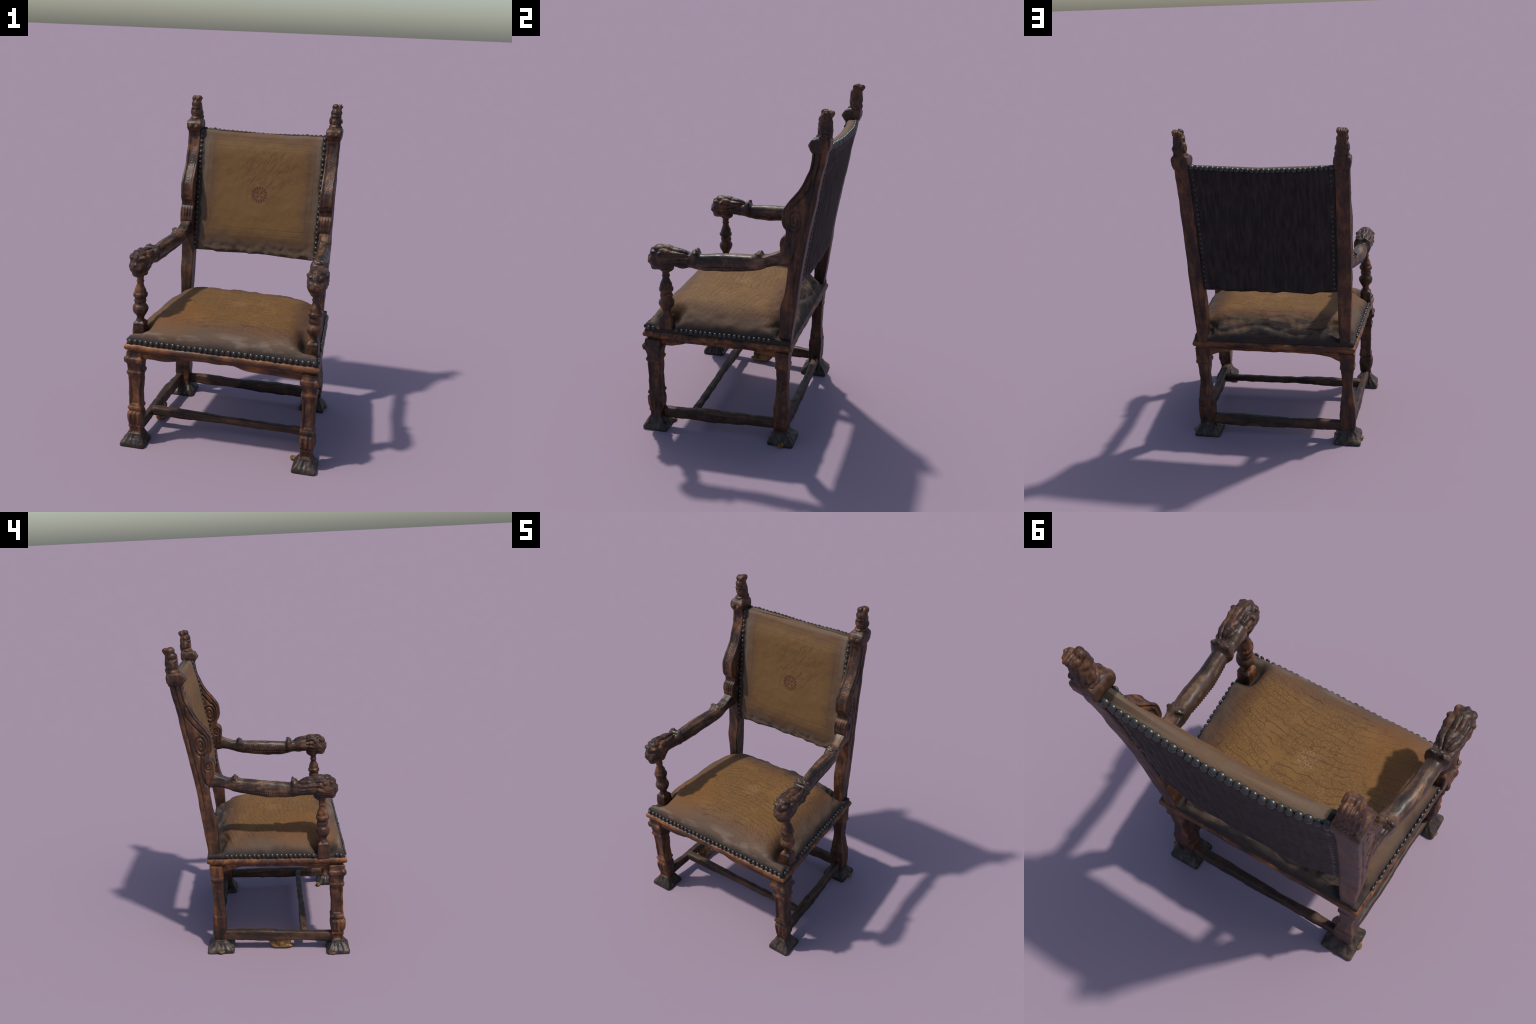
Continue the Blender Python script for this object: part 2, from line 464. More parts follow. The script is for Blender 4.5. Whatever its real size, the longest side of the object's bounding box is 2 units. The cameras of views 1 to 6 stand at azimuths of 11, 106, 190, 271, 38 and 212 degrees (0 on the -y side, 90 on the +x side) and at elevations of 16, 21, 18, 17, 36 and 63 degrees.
def finial(side):
    E = side > 0
    cx = .474 if E else 2 * CX - .471
    # moulded cap under the bust
    P, S = box_ring(14, 14)
    tab = linear([(1.770, .041, .041, .474), (1.785, .046, .048, .471), (1.797, .048, .054, .472), (1.822, .049, .055, .474),
                  (1.838, .047, .049, .479), (1.850, .036, .037, .487), (1.856, .026, .028, .489)])
    rings = []
    for z in np.arange(1.770, 1.857, .004):
        hx, hy, cy = tab(z)[0]
        q = round_box(P, hx, hy, .009)
        rings.append(np.column_stack([q[:, 0] + cx, q[:, 1] + cy, np.full(len(q), z)]))
    V, F = loft(rings)
    cap = make('post_cap', V, F, M_POST, root)
    roughen(cap, .003, 22, 5 + side)
    # two volute knobs on the front
    kv, kf = ellipsoid_parts([((cx - .021, .421, 1.806), (.017, .012, .014)), ((cx + .019, .421, 1.806), (.017, .012, .014))])
    kn = make('volute', kv, kf, M_POST, cap)
    tx = .004 if E else -.002
    B = [((cx, .487, 1.852), (.042, .041, .020)),
         ((cx, .492, 1.868), (.027, .032, .030)),
         ((cx, .488, 1.902), (.035, .034, .052)),
         ((cx, .474, 1.884), (.024, .024, .026)),
         ((cx + .001, .459, 1.903), (.007, .008, .012)),
         ((cx, .466, 1.920), (.027, .014, .008)),
         ((cx, .490, 1.940), (.034, .036, .030)),
         ((cx + tx, .499, 1.964), (.029, .032, .018)),
         ((cx - .028, .496, 1.888), (.013, .022, .030)),
         ((cx + .028, .496, 1.888), (.012, .022, .024)),
         ((cx, .510, 1.900), (.030, .020, .070))]
    if E:
        B += [((cx - .012 + tx, .484, 1.977), (.020, .018, .018)), ((cx + .018 + tx, .497, 1.977), (.017, .020, .016)),
              ((cx + tx, .516, 1.974), (.024, .020, .016)), ((cx + .006, .516, 1.876), (.03, .014, .03))]
    else:
        B += [((cx - .012, .492, 1.978), (.022, .024, .019)), ((cx + .012, .492, 1.980), (.020, .024, .019)),
              ((cx, .522, 1.978), (.026, .022, .016)), ((cx, .512, 1.862), (.04, .018, .03))]
    V, F = ellipsoid_parts(B)
    ob = voxel_union('finial_bust', V, F, .0032, M_POST, root, 4)
    Vc = coords(ob)
    d = -.005 * (gauss3(Vc, (cx - .013, .458, 1.910), (.009, .012, .007)) + gauss3(Vc, (cx + .013, .458, 1.910), (.009, .012, .007)))
    d -= .003 * gauss3(Vc, (cx, .455, 1.882), (.014, .012, .004))
    back = sstep(.49, .50, Vc[:, 1])
    d += back * .002 * np.sin((Vc[:, 0] - cx) * 520) + .0045 * fnoise(Vc, 38, 2 + side)
    push(ob, d)
    return ob

for s in (1, -1):
    back_post(s)
    finial(s)

# ------------------------------------------------------------------ back panel
PX0, PX1 = -.398, .436
def panel_y(x, z):
    """front surface of the upholstered back"""
    u = (x - (PX0 + PX1) / 2) / ((PX1 - PX0) / 2)
    z = np.asarray(z)
    bow = -.012 + .004 * sstep(1.3, 1.6, z) + .030 * sstep(1.68, 1.79, z) + .024 * (1 - sstep(1.0, 1.15, z))
    return POST_REAR(z)[:, 0] - .066 + bow * (1 - np.abs(u) ** 5)
def panel_back_y(x, z):
    u = (x - (PX0 + PX1) / 2) / ((PX1 - PX0) / 2)
    z = np.asarray(z)
    bow = .038 - .006 * sstep(1.25, 1.65, z) - .012 * u * sstep(1.4, 1.6, z) - .008 * sstep(1.74, 1.79, z)
    return POST_REAR(z)[:, 0] - .010 + bow * (1 - np.abs(u) ** 3)

def back_panel():
    zs = np.concatenate([np.arange(1.008, 1.02, .004), np.arange(1.02, 1.76, .008), np.arange(1.76, 1.792, .003)])
    nx = 110
    us = np.linspace(0, 1, nx)
    xs = PX0 + (PX1 - PX0) * us
    sag = .014 * np.sin(math.pi * us) ** 1.2
    wav = .004 * np.sin(us * 23) + .003 * np.sin(us * 51 + 1)
    rings = []
    z0, z1 = zs[0], zs[-1]
    for z in zs:
        t = (z - z0) / (z1 - z0)
        zz = z + (wav * (1 - t) ** 6 + (.006 * np.sin(us * 3.1)) * (1 - t) ** 4) - sag * t ** 3
        yf = panel_y(xs, np.full(nx, z))
        # roll the front over at the top and bottom edge
        e = max(0, (z - (z1 - .022)) / .022); e2 = max(0, ((z0 + .028) - z) / .028)
        roll = .024 * (1 - math.sqrt(max(0, 1 - min(1, e) ** 2))) + .022 * (1 - math.sqrt(max(0, 1 - min(1, e2) ** 2)))
        cen = np.sin(math.pi * us) ** .5
        yb = panel_back_y(xs, np.full(nx, z))
        F_ = np.column_stack([xs, yf + roll, zz])
        B_ = np.column_stack([xs, yb - .3 * roll, zz])[::-1]
        rings.append(np.vstack([F_, B_]))
    V, F = loft(rings)
    n = 2 * nx
    ob = make('back_panel', V, F, [M_PANEL, M_PANEL_BACK], root)
    V = coords(ob)
    me = ob.data
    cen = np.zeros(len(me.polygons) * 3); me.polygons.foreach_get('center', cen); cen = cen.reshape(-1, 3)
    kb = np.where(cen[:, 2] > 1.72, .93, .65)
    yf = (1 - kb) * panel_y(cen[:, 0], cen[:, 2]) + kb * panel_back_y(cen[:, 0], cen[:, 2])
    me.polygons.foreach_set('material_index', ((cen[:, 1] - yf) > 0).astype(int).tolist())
    fr = (V[:, 1] - panel_y(V[:, 0], V[:, 2])) < .03
    d = .004 * fnoise(V, 6, 1) + .0015 * fnoise(V, 24, 4)
    back = ~fr
    d = d + np.where(back, .0022 * np.sin(V[:, 0] * 150 + 3 * fnoise(V, 5, 9)), 0) * (1 - sstep(1.70, 1.74, V[:, 2])) * sstep(1.02, 1.06, V[:, 2])
    lowp = (1 - sstep(1.03, 1.12, V[:, 2])) * fr
    d += lowp * .006 * fnoise(V, 22, 11)
    inner = sstep(0, .03, V[:, 0] - PX0) * sstep(0, .03, PX1 - V[:, 0])
    push(ob, d * inner)
    return ob
panel = back_panel()

# ------------------------------------------------------------------ nails
def nail_mesh(r, h):
    seg, rg = 14, 6
    V, F = [], []
    for i in range(rg):
        t = (math.pi / 2) * i / rg
        for j in range(seg):
            a = 2 * math.pi * j / seg
            V.append((r * math.cos(t) * math.cos(a), r * math.cos(t) * math.sin(a), h * math.sin(t)))
    V.append((0, 0, h)); V.append((0, 0, -.006))
    top, bot = rg * seg, rg * seg + 1
    for i in range(rg - 1):
        for j in range(seg):
            j2 = (j + 1) % seg
            F.append((i*seg+j, i*seg+j2, (i+1)*seg+j2, (i+1)*seg+j))
    for j in range(seg):
        j2 = (j + 1) % seg
        F.append(((rg-1)*seg+j, (rg-1)*seg+j2, top)); F.append((j2, j, bot))
    me = bpy.data.meshes.new('nail_head')
    me.from_pydata(V, [], F)
    me.polygons.foreach_set('use_smooth', [True] * len(F))
    me.materials.append(M_NAIL)
    return me
NAIL = nail_mesh(.0125, .0095)
def nail(p, nrm, parent, s=1.0):
    ob = bpy.data.objects.new('nail', NAIL)
    col().objects.link(ob); ob.parent = parent
    nrm = Vector(nrm) + Vector((random.uniform(-.12, .12), random.uniform(-.12, .12), random.uniform(-.12, .12)))
    ob.rotation_mode = 'QUATERNION'
    ob.rotation_quaternion = nrm.to_track_quat('Z', 'Y')
    j = .0015
    ob.location = Vector(p) + Vector((random.uniform(-j, j), random.uniform(-j, j), random.uniform(-j, j)))
    s *= random.uniform(.88, 1.1)
    ob.scale = (s * random.uniform(.93, 1.07), s, s)

for k in range(24):                                    # down both front edges
    z = 1.03 + (1.775 - 1.03) * k / 23
    for x in (PX0 + .018, PX1 - .018):
        y = float(panel_y(np.array([x]), np.array([z]))[0])
        nail((x, y - .001, z), (0, -1, -.15), panel, .95)
for k in range(28):                                    # along the rear of the top edge
    t = (k + .5) / 28
    x = PX0 + .01 + (PX1 - PX0 - .02) * t
    y = float(panel_back_y(np.array([x]), np.array([1.785]))[0]) + .001
    z = 1.784 - .016 * math.sin(math.pi * t) ** 1.2
    nail((x, y, z), (0, .8, .6), panel, 1.2)
for k in range(24):                                    # rear sides
    z = 1.04 + (1.74 - 1.04) * k / 23
    for x in (PX0 + .03, PX1 - .03):
        y = float(panel_back_y(np.array([x]), np.array([z]))[0])
        nail((x, y - .004, z), (0, 1, .1), panel, .75)

# ------------------------------------------------------------------ seat rail
FW, FE, BE, BW = np.array([-.552, -.526]), np.array([.588, -.530]), np.array([.528, .358]), np.array([-.489, .362])
CORN = [FW, FE, BE, BW]
def inset_corners(d):
    out = []
    for i in range(4):
        p, a, b = CORN[i], CORN[i-1], CORN[(i+1) % 4]
        e1 = (p - a) / np.linalg.norm(p - a); e2 = (b - p) / np.linalg.norm(b - p)
        n1, n2 = np.array([-e1[1], e1[0]]), np.array([-e2[1], e2[0]])   # inward (ccw)
        A = np.array([n1, n2]); rhs = np.array([n1 @ p + d, n2 @ p + d])
        out.append(np.linalg.solve(A, rhs))
    return out
def trap_ring(d, z, n=60, r=.006):
    c = inset_corners(d); pts = []
    for i in range(4):
        a, b = c[i], c[(i+1) % 4]
        e = (b - a) / np.linalg.norm(b - a); L = np.linalg.norm(b - a)
        ts = np.concatenate([[r / L], np.linspace(0, 1, n)[1:-1], [1 - r / L]])
        for t in ts: pts.append(a + (b - a) * t)
    pts = np.array(pts)
    return np.column_stack([pts, np.full(len(pts), z)])
prof = [(.588, .060), (.592, .026), (.600, .024), (.608, .021), (.614, .012), (.620, .004), (.627, .000), (.636, .000), (.643, .002),
        (.649, .007), (.654, .015), (.655, .030)]
V, F = loft([trap_ring(d, z) for z, d in prof])
rail = make('seat_rail', V, F, M_RAIL, root)
roughen(rail, .0035, 16, 2, 3)

def board(name, a, b, thick, ztop, lower, n=70):
    """apron board from a to b (outer face), with a wavy lower edge lower(t)"""
    a, b = np.array(a), np.array(b)
    e = (b - a) / np.linalg.norm(b - a); nin = np.array([-e[1], e[0]])
    rings = []
    for t in np.linspace(0, 1, n):
        p = a + (b - a) * t; zl = lower(t)
        sec = []
        for w, z in ((0, ztop), (0, (ztop*2+zl)/3), (0, (ztop+2*zl)/3), (.002, zl + .003), (.006, zl), (thick - .006, zl), (thick - .002, zl + .003), (thick, (ztop+zl)/2), (thick, ztop)):
            q = p + nin * w; sec.append((q[0], q[1], z))
        rings.append(sec)
    V, F = loft(rings)
    ob = make(name, V, F, M_RAIL, rail)
    roughen(ob, .003, 20, 4)
    return ob
ic = inset_corners(.027)
def wave(tab):
    f = pchip(tab)
    return lambda t: float(f(t)[0, 0])
board('apron', ic[0], ic[1], .035, .598, wave([(0, .555), (.12, .563), (.18, .560), (.38, .594), (.46, .584), (.56, .588), (.64, .566), (.8, .560), (.93, .556), (1, .555)]))
board('apron', ic[1], ic[2], .035, .598, wave([(0, .555), (.16, .562), (.3, .588), (.5, .600 - .01), (.65, .592), (.72, .592), (.80, .578), (.88, .565), (1, .55)]))
board('apron', ic[2], ic[3], .035, .598, wave([(0, .545), (.08, .550), (.13, .566), (.28, .596), (.45, .588), (.55, .592), (.75, .586), (.86, .570), (.92, .545), (1, .53)]))
board('apron', ic[3], ic[0], .035, .598, wave([(0, .55), (.14, .566), (.25, .590), (.5, .596), (.66, .588), (.82, .575), (.9, .562), (1, .555)]))

# ------------------------------------------------------------------ cushion
SUP = {1: (.526, -.392), -1: (-.502, -.380)}
def cushion():
    nu, nv = 130, 110
    c = inset_corners(.013)
    us = np.linspace(-1, 1, nu); vs = np.linspace(-1, 1, nv)
    us = np.sign(us) * np.abs(us) ** .8; vs = np.sign(vs) * np.abs(vs) ** .8
    U, W = np.meshgrid(us, vs)
    a, b = (U + 1) / 2, (W + 1) / 2
    XY = ((1-a)*(1-b))[..., None]*c[0] + (a*(1-b))[..., None]*c[1] + (a*b)[..., None]*c[2] + ((1-a)*b)[..., None]*c[3]
    X, Y = XY[..., 0].ravel(), XY[..., 1].ravel()
    U, W = U.ravel(), W.ravel()
    hx = np.where(U < 0, 1, 1)
    du = (1 - np.abs(U)) * .54
    df = (1 + W) * .43; db = (1 - W) * .43
    d = np.minimum(du, np.minimum(df, db))
    lip = .044 * np.sqrt(np.clip(1 - (1 - np.clip(d / .03, 0, 1)) ** 2, 0, 1))
    sx = np.clip(du / .24, 0, 1); sf = np.clip(df / .20, 0, 1); sb = np.clip(db / (.20 + .05 * sstep(.2, .7, U)), 0, 1)
    bl = lambda t: 1 - (1 - t) ** 2.2
    dome = bl(sx) * bl(sf) * bl(sb)
    Z = .660 + lip + .090 * dome + .018 * (1 - U ** 2) * (1 - W ** 2)
    # the hide is cut and pressed down round the arm supports and the posts
    for (px, py) in (SUP[1], SUP[-1]):
        q = np.maximum(np.abs(X - px) - .035, 0) ** 2 + np.maximum(np.abs(Y - py) - .035, 0) ** 2
        k = np.exp(-q / .045 ** 2)
        Z = Z * (1 - k) + .672 * k
    for px in (.463, 2 * CX - .463):
        q = np.maximum(np.abs(X - px) - .04, 0) ** 2 + np.maximum(np.abs(Y - .32) - .05, 0) ** 2
        k = np.exp(-q / .035 ** 2)
        Z = Z * (1 - k) + .680 * k
    V = np.column_stack([X, Y, Z])
    top = V.reshape(nv, nu, 3)
    # skirt down into the rail
    peri = [(0, i) for i in range(nu)] + [(j, nu-1) for j in range(1, nv)] + [(nv-1, i) for i in range(nu-2, -1, -1)] + [(j, 0) for j in range(nv-2, 0, -1)]
    idx = lambda j, i: j * nu + i
    F = [[idx(j, i), idx(j, i+1), idx(j+1, i+1), idx(j+1, i)] for j in range(nv-1) for i in range(nu-1)]
    base = len(V)
    low = np.array([[V[idx(*p)][0], V[idx(*p)][1], .648] for p in peri])
    V = np.vstack([V, low, [[CX, 0, .648]]])
    n = len(peri)
    for k in range(n):
        k2 = (k + 1) % n
        F.append([idx(*peri[k]), base + k, base + k2, idx(*peri[k2])])
        F.append([base + k, base + n, base + k2])
    ob = make('seat_cushion', V, F, M_SEAT, root)
    V = coords(ob)
    up = sstep(.66, .70, V[:, 2])
    d = .003 * fnoise(V, 7, 2) * up
    rearw = sstep(.14, .26, V[:, 1]) * up
    d += rearw * (.013 * fnoise(V, 11, 6, 3) - .012 * np.exp(-((V[:, 2] - .735 - .018 * np.sin(V[:, 0] * 13)) / .010) ** 2))
    sidew = sstep(.36, .46, np.abs(V[:, 0] - CX)) * up
    d += sidew * .006 * fnoise(V, 14, 8, 3)
    push(ob, d)
    return ob
cush = cushion()
ci = inset_corners(.012)
def nail_row(a, b, n, z, skip=None, t0=.02, t1=.98):
    e = (b - a) / np.linalg.norm(b - a); out = np.array([e[1], -e[0]])
    for k in range(n):
        p = a + (b - a) * (t0 + (t1 - t0) * k / (n - 1))
        if skip and skip(p): continue
        nail((p[0] + out[0]*.001, p[1] + out[1]*.001, z), (out[0], out[1], .25), cush, 1.0)
nail_row(ci[0], ci[1], 34, .674)
inblock = lambda p: min(abs(p[1] - SUP[1][1]), abs(p[1] - SUP[-1][1])) < .045
nail_row(ci[1], ci[2], 26, .676, inblock, .03, .86)
nail_row(ci[3], ci[0], 26, .672, inblock, .14, .97)

# ------------------------------------------------------------------ arm supports
def arm_support(side):
    px, py = SUP[side]
    tab = pchip([(.745, .024), (.757, .027), (.766, .022), (.776, .022), (.790, .027), (.803, .037), (.820, .045), (.832, .047), (.846, .043),
                 (.860, .034), (.868, .034), (.872, .037), (.884, .036), (.890, .033), (.900, .034), (.906, .041), (.922, .042), (.930, .035),
                 (.945, .034), (.965, .027), (.985, .0195), (.992, .0195), (.995, .0235), (1.001, .0235), (1.004, .020), (1.04, .024), (1.07, .026)])
    rings = []
    for z in np.arange(.745, 1.071, .0035):
        r = float(tab(z)[0, 0]) * .98
        a = np.linspace(0, 2*math.pi, 28, endpoint=False)
        rings.append(np.column_stack([px + r*np.cos(a), py + r*np.sin(a), np.full(28, z)]))
    V, F = loft(rings)
    ob = make('arm_support', V, F, M_LEG, root)
    roughen(ob, .0035, 24, 10 + side, 2)
    P, S = box_ring(10, 10)
    bt = linear([(.648, .036, .040), (.70, .035, .038), (.735, .033, .035), (.741, .034, .036), (.748, .030, .031), (.757, .021, .021), (.760, .014, .014)])
    rings = []
    for z in np.concatenate([np.arange(.648, .735, .008), np.arange(.735, .7605, .003)]):
        hx, hy = bt(z)[0]
        q = round_box(P, hx, hy, .005)
        rings.append(np.column_stack([q[:, 0] + px, q[:, 1] + py, np.full(len(q), z)]))
    V, F = loft(rings)
    b = make('support_block', V, F, M_LEG, ob)
    roughen(b, .003, 20, 12 + side)

# ------------------------------------------------------------------ arms
def arm(side):
    E = side > 0
    xc = pchip([(-.42, .526 if E else -.505), (-.30, .517 if E else -.499), (-.19, .510 if E else -.488), (-.05, .495 if E else -.477),
                (.11, .492 if E else -.448), (.2, .480 if E else -.436), (.36, .467 if E else 2*CX - .467)])
    # y : top, bottom, half width
    T = linear([(-.36, 1.168, 1.066, .052), (-.30, 1.160, 1.066, .050), (-.255, 1.143, 1.066, .046), (-.235, 1.146, 1.064, .045),
                (-.222, 1.166, 1.062, .052), (-.205, 1.170, 1.058, .054), (-.196, 1.160, 1.056, .046), (-.188, 1.146, 1.054, .037),
                (-.16, 1.147, 1.050, .037), (-.06, 1.157, 1.053, .040), (.05, 1.166, 1.066, .041), (.115, 1.170, 1.078, .040),
                (.125, 1.172, 1.082, .040), (.135, 1.176, 1.084, .043), (.150, 1.188, 1.088, .043), (.162, 1.188, 1.090, .043),
                (.172, 1.176, 1.093, .039), (.20, 1.180, 1.104, .036), (.24, 1.197, 1.118, .036), (.275, 1.216, 1.122, .036), (.33, 1.25, 1.118, .036)])
    ys = np.arange(-.34, .331, .005)
    rings = []
    m = 40
    for y in ys:
        top, bot, hw = T(y)[0]; cx = float(xc(y)[0, 0])
        a = np.linspace(0, 2*math.pi, m, endpoint=False)
        ca, sa = np.cos(a), np.sin(a)
        pw = .8 if -.19 < y < .12 else .6
        X = np.sign(ca) * np.abs(ca) ** pw * hw
        Zn = np.sign(sa) * np.abs(sa) ** pw
        # flat-topped roll above, narrower moulded keel below
        X = X * np.where(Zn < -.3, 1 - .25 * np.clip((-Zn - .3) / .7, 0, 1), 1)
        if -.18 < y < .115:
            X = X - np.sign(X) * .005 * np.exp(-((Zn + .42) / .12) ** 2)
        Z = (top + bot) / 2 + Zn * (top - bot) / 2
        rings.append(np.column_stack([cx + X, np.full(m, y), Z]))
    V, F = loft(rings)
    ob = make('arm_rest', V, F, M_ARM, root)
    V = coords(ob)
    u = V[:, 0] - xc(V[:, 1])[:, 0]
    topm = sstep(1.15, 1.17, V[:, 2])
    # channel carved into the upper rear part of the arm
    d = -.007 * sstep(.168, .18, V[:, 1]) * (1 - sstep(.024, .030, np.abs(u))) * sstep(.6, .9, normals_of(ob)[:, 2])
    push(ob, d)
    roughen(ob, .003, 15, 20 + side)
    # curled leaf tips of the collars
    tips = []
    for (cy, zt) in ((-.208, 1.166), (.154, 1.186)):
        cx = float(xc(cy)[0, 0])
        tips += [((cx - .021, cy, zt - .007), (.024, .011, .013)), ((cx + .021, cy, zt - .007), (.024, .011, .013)), ((cx, cy - .008, zt - .012), (.034, .016, .012))]
    tv, tf = ellipsoid_parts(tips)
    tp = make('leaf_collar', tv, tf, M_ARM, ob)
    roughen(tp, .007, 45, 21 + side)
    # row of beads under the roll
    bl = []
    for y in np.arange(-.165, .105, .0135):
        top, bot, hw = T(y)[0]; cx = float(xc(y)[0, 0])
        zc = (top + bot) / 2 - .42 * (top - bot) / 2
        for sg in (1, -1):
            bl.append(((cx + sg * (hw * .94 - .004), y, zc), (.005, .0055, .005)))
    bv, bf = ellipsoid_parts(bl, 8, 6)
    bd = make('beading', bv, bf, M_ARM, ob)
    bd['kind'] = 'stuff'
    lion(side, ob, xc)

def lion(side, parent, xc):
    E = side > 0
    cx, cy, cz = (.529, -.412, 1.108) if E else (-.497, -.400, 1.113)
    b = lambda x, y, z, rx, ry, rz: ((cx + x, cy + y, cz + z), (rx, ry, rz))
    B = [b(0, .018, .002, .061, .074, .068), b(0, .03, .034, .052, .066, .040), b(0, .085, .012, .054, .085, .052), b(0, .13, -.002, .049, .060, .045),
         b(0, -.018, -.006, .057, .058, .068),                                   # face
         b(0, -.046, -.018, .040, .036, .040), b(0, -.064, .002, .017, .018, .014), b(0, -.048, .022, .015, .022, .036),
         b(-.018, -.060, -.020, .020, .018, .016), b(.018, -.060, -.020, .020, .018, .016),
         b(-.028, -.038, .038, .022, .020, .013), b(.028, -.038, .038, .022, .020, .013),
         b(0, -.038, -.056, .034, .028, .020),
         b(-.050, .004, .036, .014, .014, .016), b(.050, .004, .036, .014, .014, .016),
         b(0, -.010, .058, .036, .034, .018), b(0, .024, -.055, .040, .045, .028), b(0, .022, -.072, .030, .03, .014)]
    V, F = ellipsoid_parts(B)
    ob = voxel_union('lion_head', V, F, .0032, M_HEAD, parent, 5)
    V = coords(ob)
    L = V - np.array([cx, cy, cz])
    d = np.zeros(len(V))
    for sx in (-1, 1):
        d -= .012 * gauss3(L, (sx * .027, -.062, .018), (.014, .022, .010))
        d += .005 * gauss3(L, (sx * .027, -.062, .019), (.006, .02, .005))
        d -= .006 * gauss3(L, (sx * .05, -.030, .012), (.012, .018, .014))
        d -= .006 * gauss3(L, (sx * .054, .003, .045), (.007, .007, .009))
    d -= .008 * gauss3(L, (0, -.085, -.040), (.028, .03, .005))
    d -= .004 * gauss3(L, (0, -.09, -.018), (.003, .03, .012))
    ang = np.arctan2(L[:, 0], L[:, 2] + .02)
    mane = sstep(-.002, .03, L[:, 1])
    phase = ang * 15 + np.sign(ang) * L[:, 1] * 26 + 1.3 * np.sin(L[:, 1] * 34 + ang * 3)
    d += mane * .010 * (np.abs(np.sin(phase * .5)) ** .7 - .62) + .0025 * fnoise(V, 50, 3 + side)
    push(ob, d)
    return ob

for s in (1, -1):
    arm_support(s)
    arm(s)

# ------------------------------------------------------------------ legs
def leg(name, cx, cy, sec, foot, front_leg, seed, sx):
    """sec: rows z, half x, half y;  foot: bottom extents (x0, x1, y0, y1)"""
    P, S = box_ring(24, 24)
    f = linear(sec)
    zs = np.arange(.060, .601, .004)
    rings = []
    for z in zs:
        hx, hy = f(z)[0]
        q = round_box(P, hx, hy, min(.007, hx * .3))
        rings.append(np.column_stack([q[:, 0] + cx, q[:, 1] + cy, np.full(len(q), z)]))
    V, F = loft(rings)
    ob = make(name, V, F, M_LEG, root)
    V = coords(ob)
    sid = np.concatenate([np.tile(S, len(zs)), [0, 0]])
    hx = f(V[:, 2])[:, 0]; hy = f(V[:, 2])[:, 1]
    u = np.where((sid == 0) | (sid == 2), np.abs(V[:, 0] - cx) / hx, np.abs(V[:, 1] - cy) / hy)
    d = np.zeros(len(V))
    carved = (sid == 0) | ((sid == 1) if sx > 0 else (sid == 3))
    z = V[:, 2]
    if front_leg:
        pan = sstep(.262, .272, z) * (1 - sstep(.438, .448, z)) * (1 - sstep(.58, .70, u))
        d -= .008 * pan * carved
        lo = sstep(.078, .084, z) * (1 - sstep(.112, .118, z)) * (1 - sstep(.58, .70, u))
        d -= .006 * lo * carved
        ac = sstep(.135, .15, z) * (1 - sstep(.205, .22, z))
        su = np.where(sid == 0, (V[:, 0] - cx) / hx, (V[:, 1] - cy) / hy)
        d += ac * (.0045 * np.cos(su * 9.5) * (1 - sstep(.85, 1, u)) + .005 * (1 - u ** 2)) * carved
        cap = sstep(.535, .545, z) * (1 - sstep(.565, .575, z))
        d += cap * .005 * np.exp(-((np.abs(su) - .72) / .2) ** 2) * carved
    push(ob, d)
    roughen(ob, .0032, 17, seed, 3)
    # flared foot
    x0, x1, y0, y1 = foot
    fx, fy = (x0 + x1) / 2, (y0 + y1) / 2
    hx0, hy0 = f(.062)[0]
    ft = pchip([(0, 1.0), (.008, 1.0), (.020, .93), (.036, .62), (.052, .28), (.066, .06), (.078, 0)])
    rings = []
    for z in np.arange(0, .0785, .004):
        k = float(ft(z)[0, 0])
        hx_ = hx0 + ((x1 - x0) / 2 - hx0) * k + .002; hy_ = hy0 + ((y1 - y0) / 2 - hy0) * k + .002
        q = round_box(P, hx_, hy_, .007 + .007 * k)
        rings.append(np.column_stack([q[:, 0] + cx + (fx - cx) * k, q[:, 1] + cy + (fy - cy) * k, np.full(len(q), z)]))
    V, F = loft(rings)
    o2 = make('foot', V, F, M_FOOT, ob)
    V = coords(o2)
    a = np.arctan2(V[:, 1] - cy, V[:, 0] - cx)
    m = sstep(.006, .02, V[:, 2]) * (1 - sstep(.06, .075, V[:, 2]))
    push(o2, m * (.0014 * np.sin(a * 16) + .004 * fnoise(V, 34, seed + 1)))
    V = coords(o2); V[:, 2] = np.maximum(V[:, 2], 0); set_coords(o2, V)
    return ob

FSEC = [(.060, .036, .038), (.078, .036, .037), (.086, .034, .035), (.112, .034, .036), (.120, .040, .041), (.128, .037, .038), (.150, .040, .041),
        (.180, .042, .044), (.205, .041, .043), (.222, .037, .038), (.230, .037, .038), (.234, .043, .045), (.250, .042, .044), (.254, .037, .039),
        (.300, .036, .038), (.36, .036, .038), (.44, .039, .040), (.452, .040, .040), (.458, .045, .046), (.474, .048, .048), (.480, .042, .043),
        (.492, .041, .043), (.520, .044, .046), (.532, .049, .051), (.540, .056, .057), (.560, .057, .058), (.568, .050, .051), (.60, .045, .046)]
RSEC = [(.060, .043, .038), (.085, .044, .039), (.105, .047, .040), (.150, .050, .041), (.205, .048, .043), (.245, .047, .043), (.250, .044, .040),
        (.300, 0.039, .036), (.36, 0.031, .033), (.40, 0.030, .033), (.45, 0.035, .034), (.490, 0.039, .035), (.496, .046, .040), (.512, .046, .040), (.518, .042, .037), (.56, .046, .040), (.60, .046, .042)]
leg('front_leg', .534, -.470, FSEC, (.462, .600, -.545, -.395), True, 31, 1)
leg('front_leg', -.497, -.458, FSEC, (-.580, -.432, -.530, -.388), True, 33, -1)
leg('rear_leg', .471, .300, RSEC, (.384, .545, .230, .382), False, 35, 1)
leg('rear_leg', -.436, .303, RSEC, (-.518, -.354, .218, .388), False, 37, -1)
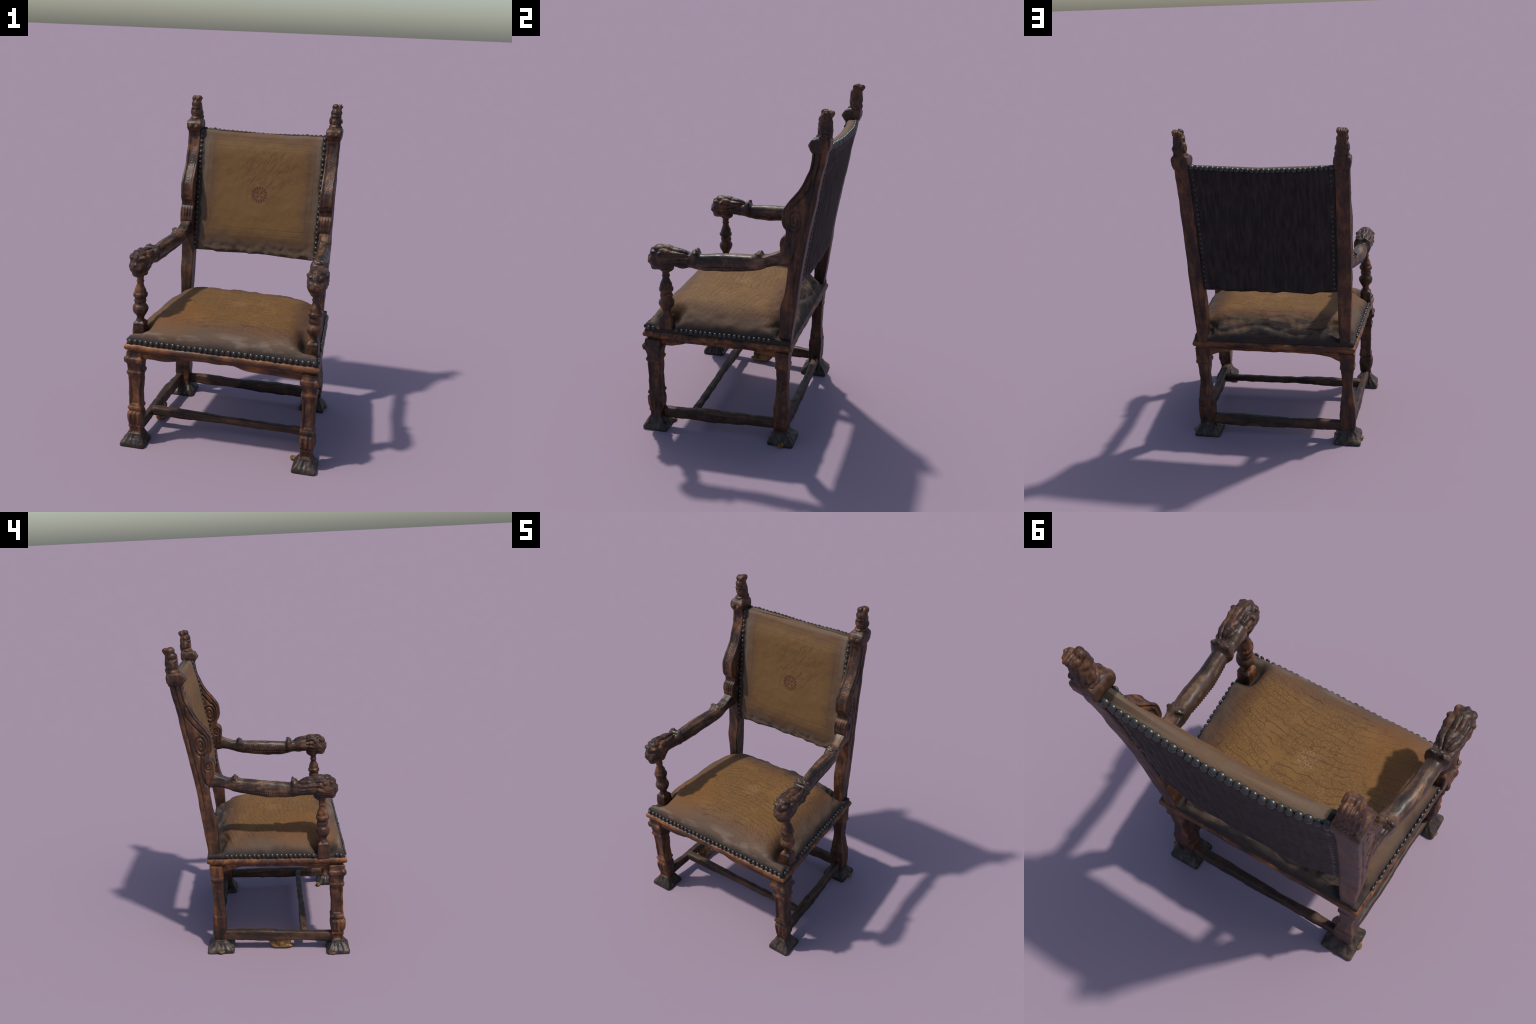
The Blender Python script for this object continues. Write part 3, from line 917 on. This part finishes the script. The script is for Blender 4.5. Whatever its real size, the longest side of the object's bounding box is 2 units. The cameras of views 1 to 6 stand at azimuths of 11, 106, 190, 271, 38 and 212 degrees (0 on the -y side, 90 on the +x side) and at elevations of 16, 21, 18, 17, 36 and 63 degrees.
# little brackets where the legs meet the apron
def bracket(p, q, z0, z1, th, parent):
    a = Vector((*p, 0)); b = Vector((*q, 0)); e = (b - a).normalized(); nn = Vector((-e.y, e.x, 0))
    rings = []
    L = (b - a).length
    for t in np.linspace(0, 1, 14):
        zl = z0 + (z1 - z0) * math.sqrt(max(0, 1 - (1 - t) ** 2))
        c = a + e * (L * t)
        rings.append([c - nn*th + Vector((0, 0, zl)), c + nn*th + Vector((0, 0, zl)), c + nn*th + Vector((0, 0, .605)), c - nn*th + Vector((0, 0, .605))])
    V, F = loft(rings)
    make('bracket', V, F, M_RAIL, parent, smooth=True, angle=40)
for (p, q) in (((.44, .318), (.30, .322)), ((-.42, .32), (-.28, .322))):
    bracket(p, q, .520, .585, .018, rail)
for (p, q) in (((.51, -.46), (.42, -.46)), ((-.48, -.45), (-.39, -.45)), ((-.447, .28), (-.457, .19)), ((.467, .28), (.477, .20))):
    bracket(p, q, .535, .585, .018, rail)

# ------------------------------------------------------------------ stretchers
def stretcher(a, b, hw, hh, mat, seed, bulge=None):
    a, b = np.array(a, float), np.array(b, float)
    e = (b - a) / np.linalg.norm(b - a); sidev = np.array([-e[1], e[0], 0])
    up = np.array([0, 0, 1.0])
    P, S = box_ring(8, 8)
    rings = []
    for t in np.linspace(0, 1, 90):
        k = 1.0 + .12 * math.sin(t * math.pi * 2 + seed) * math.sin(t * math.pi)
        q = round_box(P, hw * k, hh * k, min(hw, hh) * .55)
        c = a + (b - a) * t
        rings.append(c + q[:, :1] * sidev + q[:, 1:] * up)
    V, F = loft(rings)
    ob = make('stretcher', V, F, mat, root)
    V = coords(ob)
    sc = V.copy()
    push(ob, .006 * fnoise(V, 9, seed, 2) + .002 * fnoise(V, 35, seed + 2))
    return ob
strW = stretcher((-.496, -.43, .088), (-.456, .29, .108), .022, .034, M_STRY, 41)
stretcher((.518, -.43, .090), (.480, .29, .120), .022, .033, M_STRY, 43)
stretcher((-.47, -.245, .112), (.49, -.245, .107), .020, .024, M_STR, 45)
stretcher((-.42, .312, .097), (.44, .312, .097), .022, .034, M_STR, 47)

# remnants caught under the feet and one stretcher
def lump(name, blobs, seed, parent, mat):
    V, F = ellipsoid_parts(blobs, 14, 8)
    ob = voxel_union(name, V, F, .005, mat, parent, 2)
    roughen(ob, .006, 30, seed)
    V = coords(ob); V[:, 2] = np.maximum(V[:, 2], .0005); set_coords(ob, V)
lump('residue', [((-.462, -.10, .045), (.026, .062, .050)), ((-.456, -.105, .014), (.032, .078, .014)), ((-.462, -.05, .04), (.02, .04, .03))], 51, strW, M_RES)
for blobs in ([((.455, -.40, .012), (.03, .02, .012))], [((.54, .315, .012), (.03, .022, .014))],
              [((-.505, .30, .012), (.028, .03, .013))], [((-.57, -.42, .008), (.02, .03, .008))]):
    lump('residue', blobs, 53, root, M_RES)
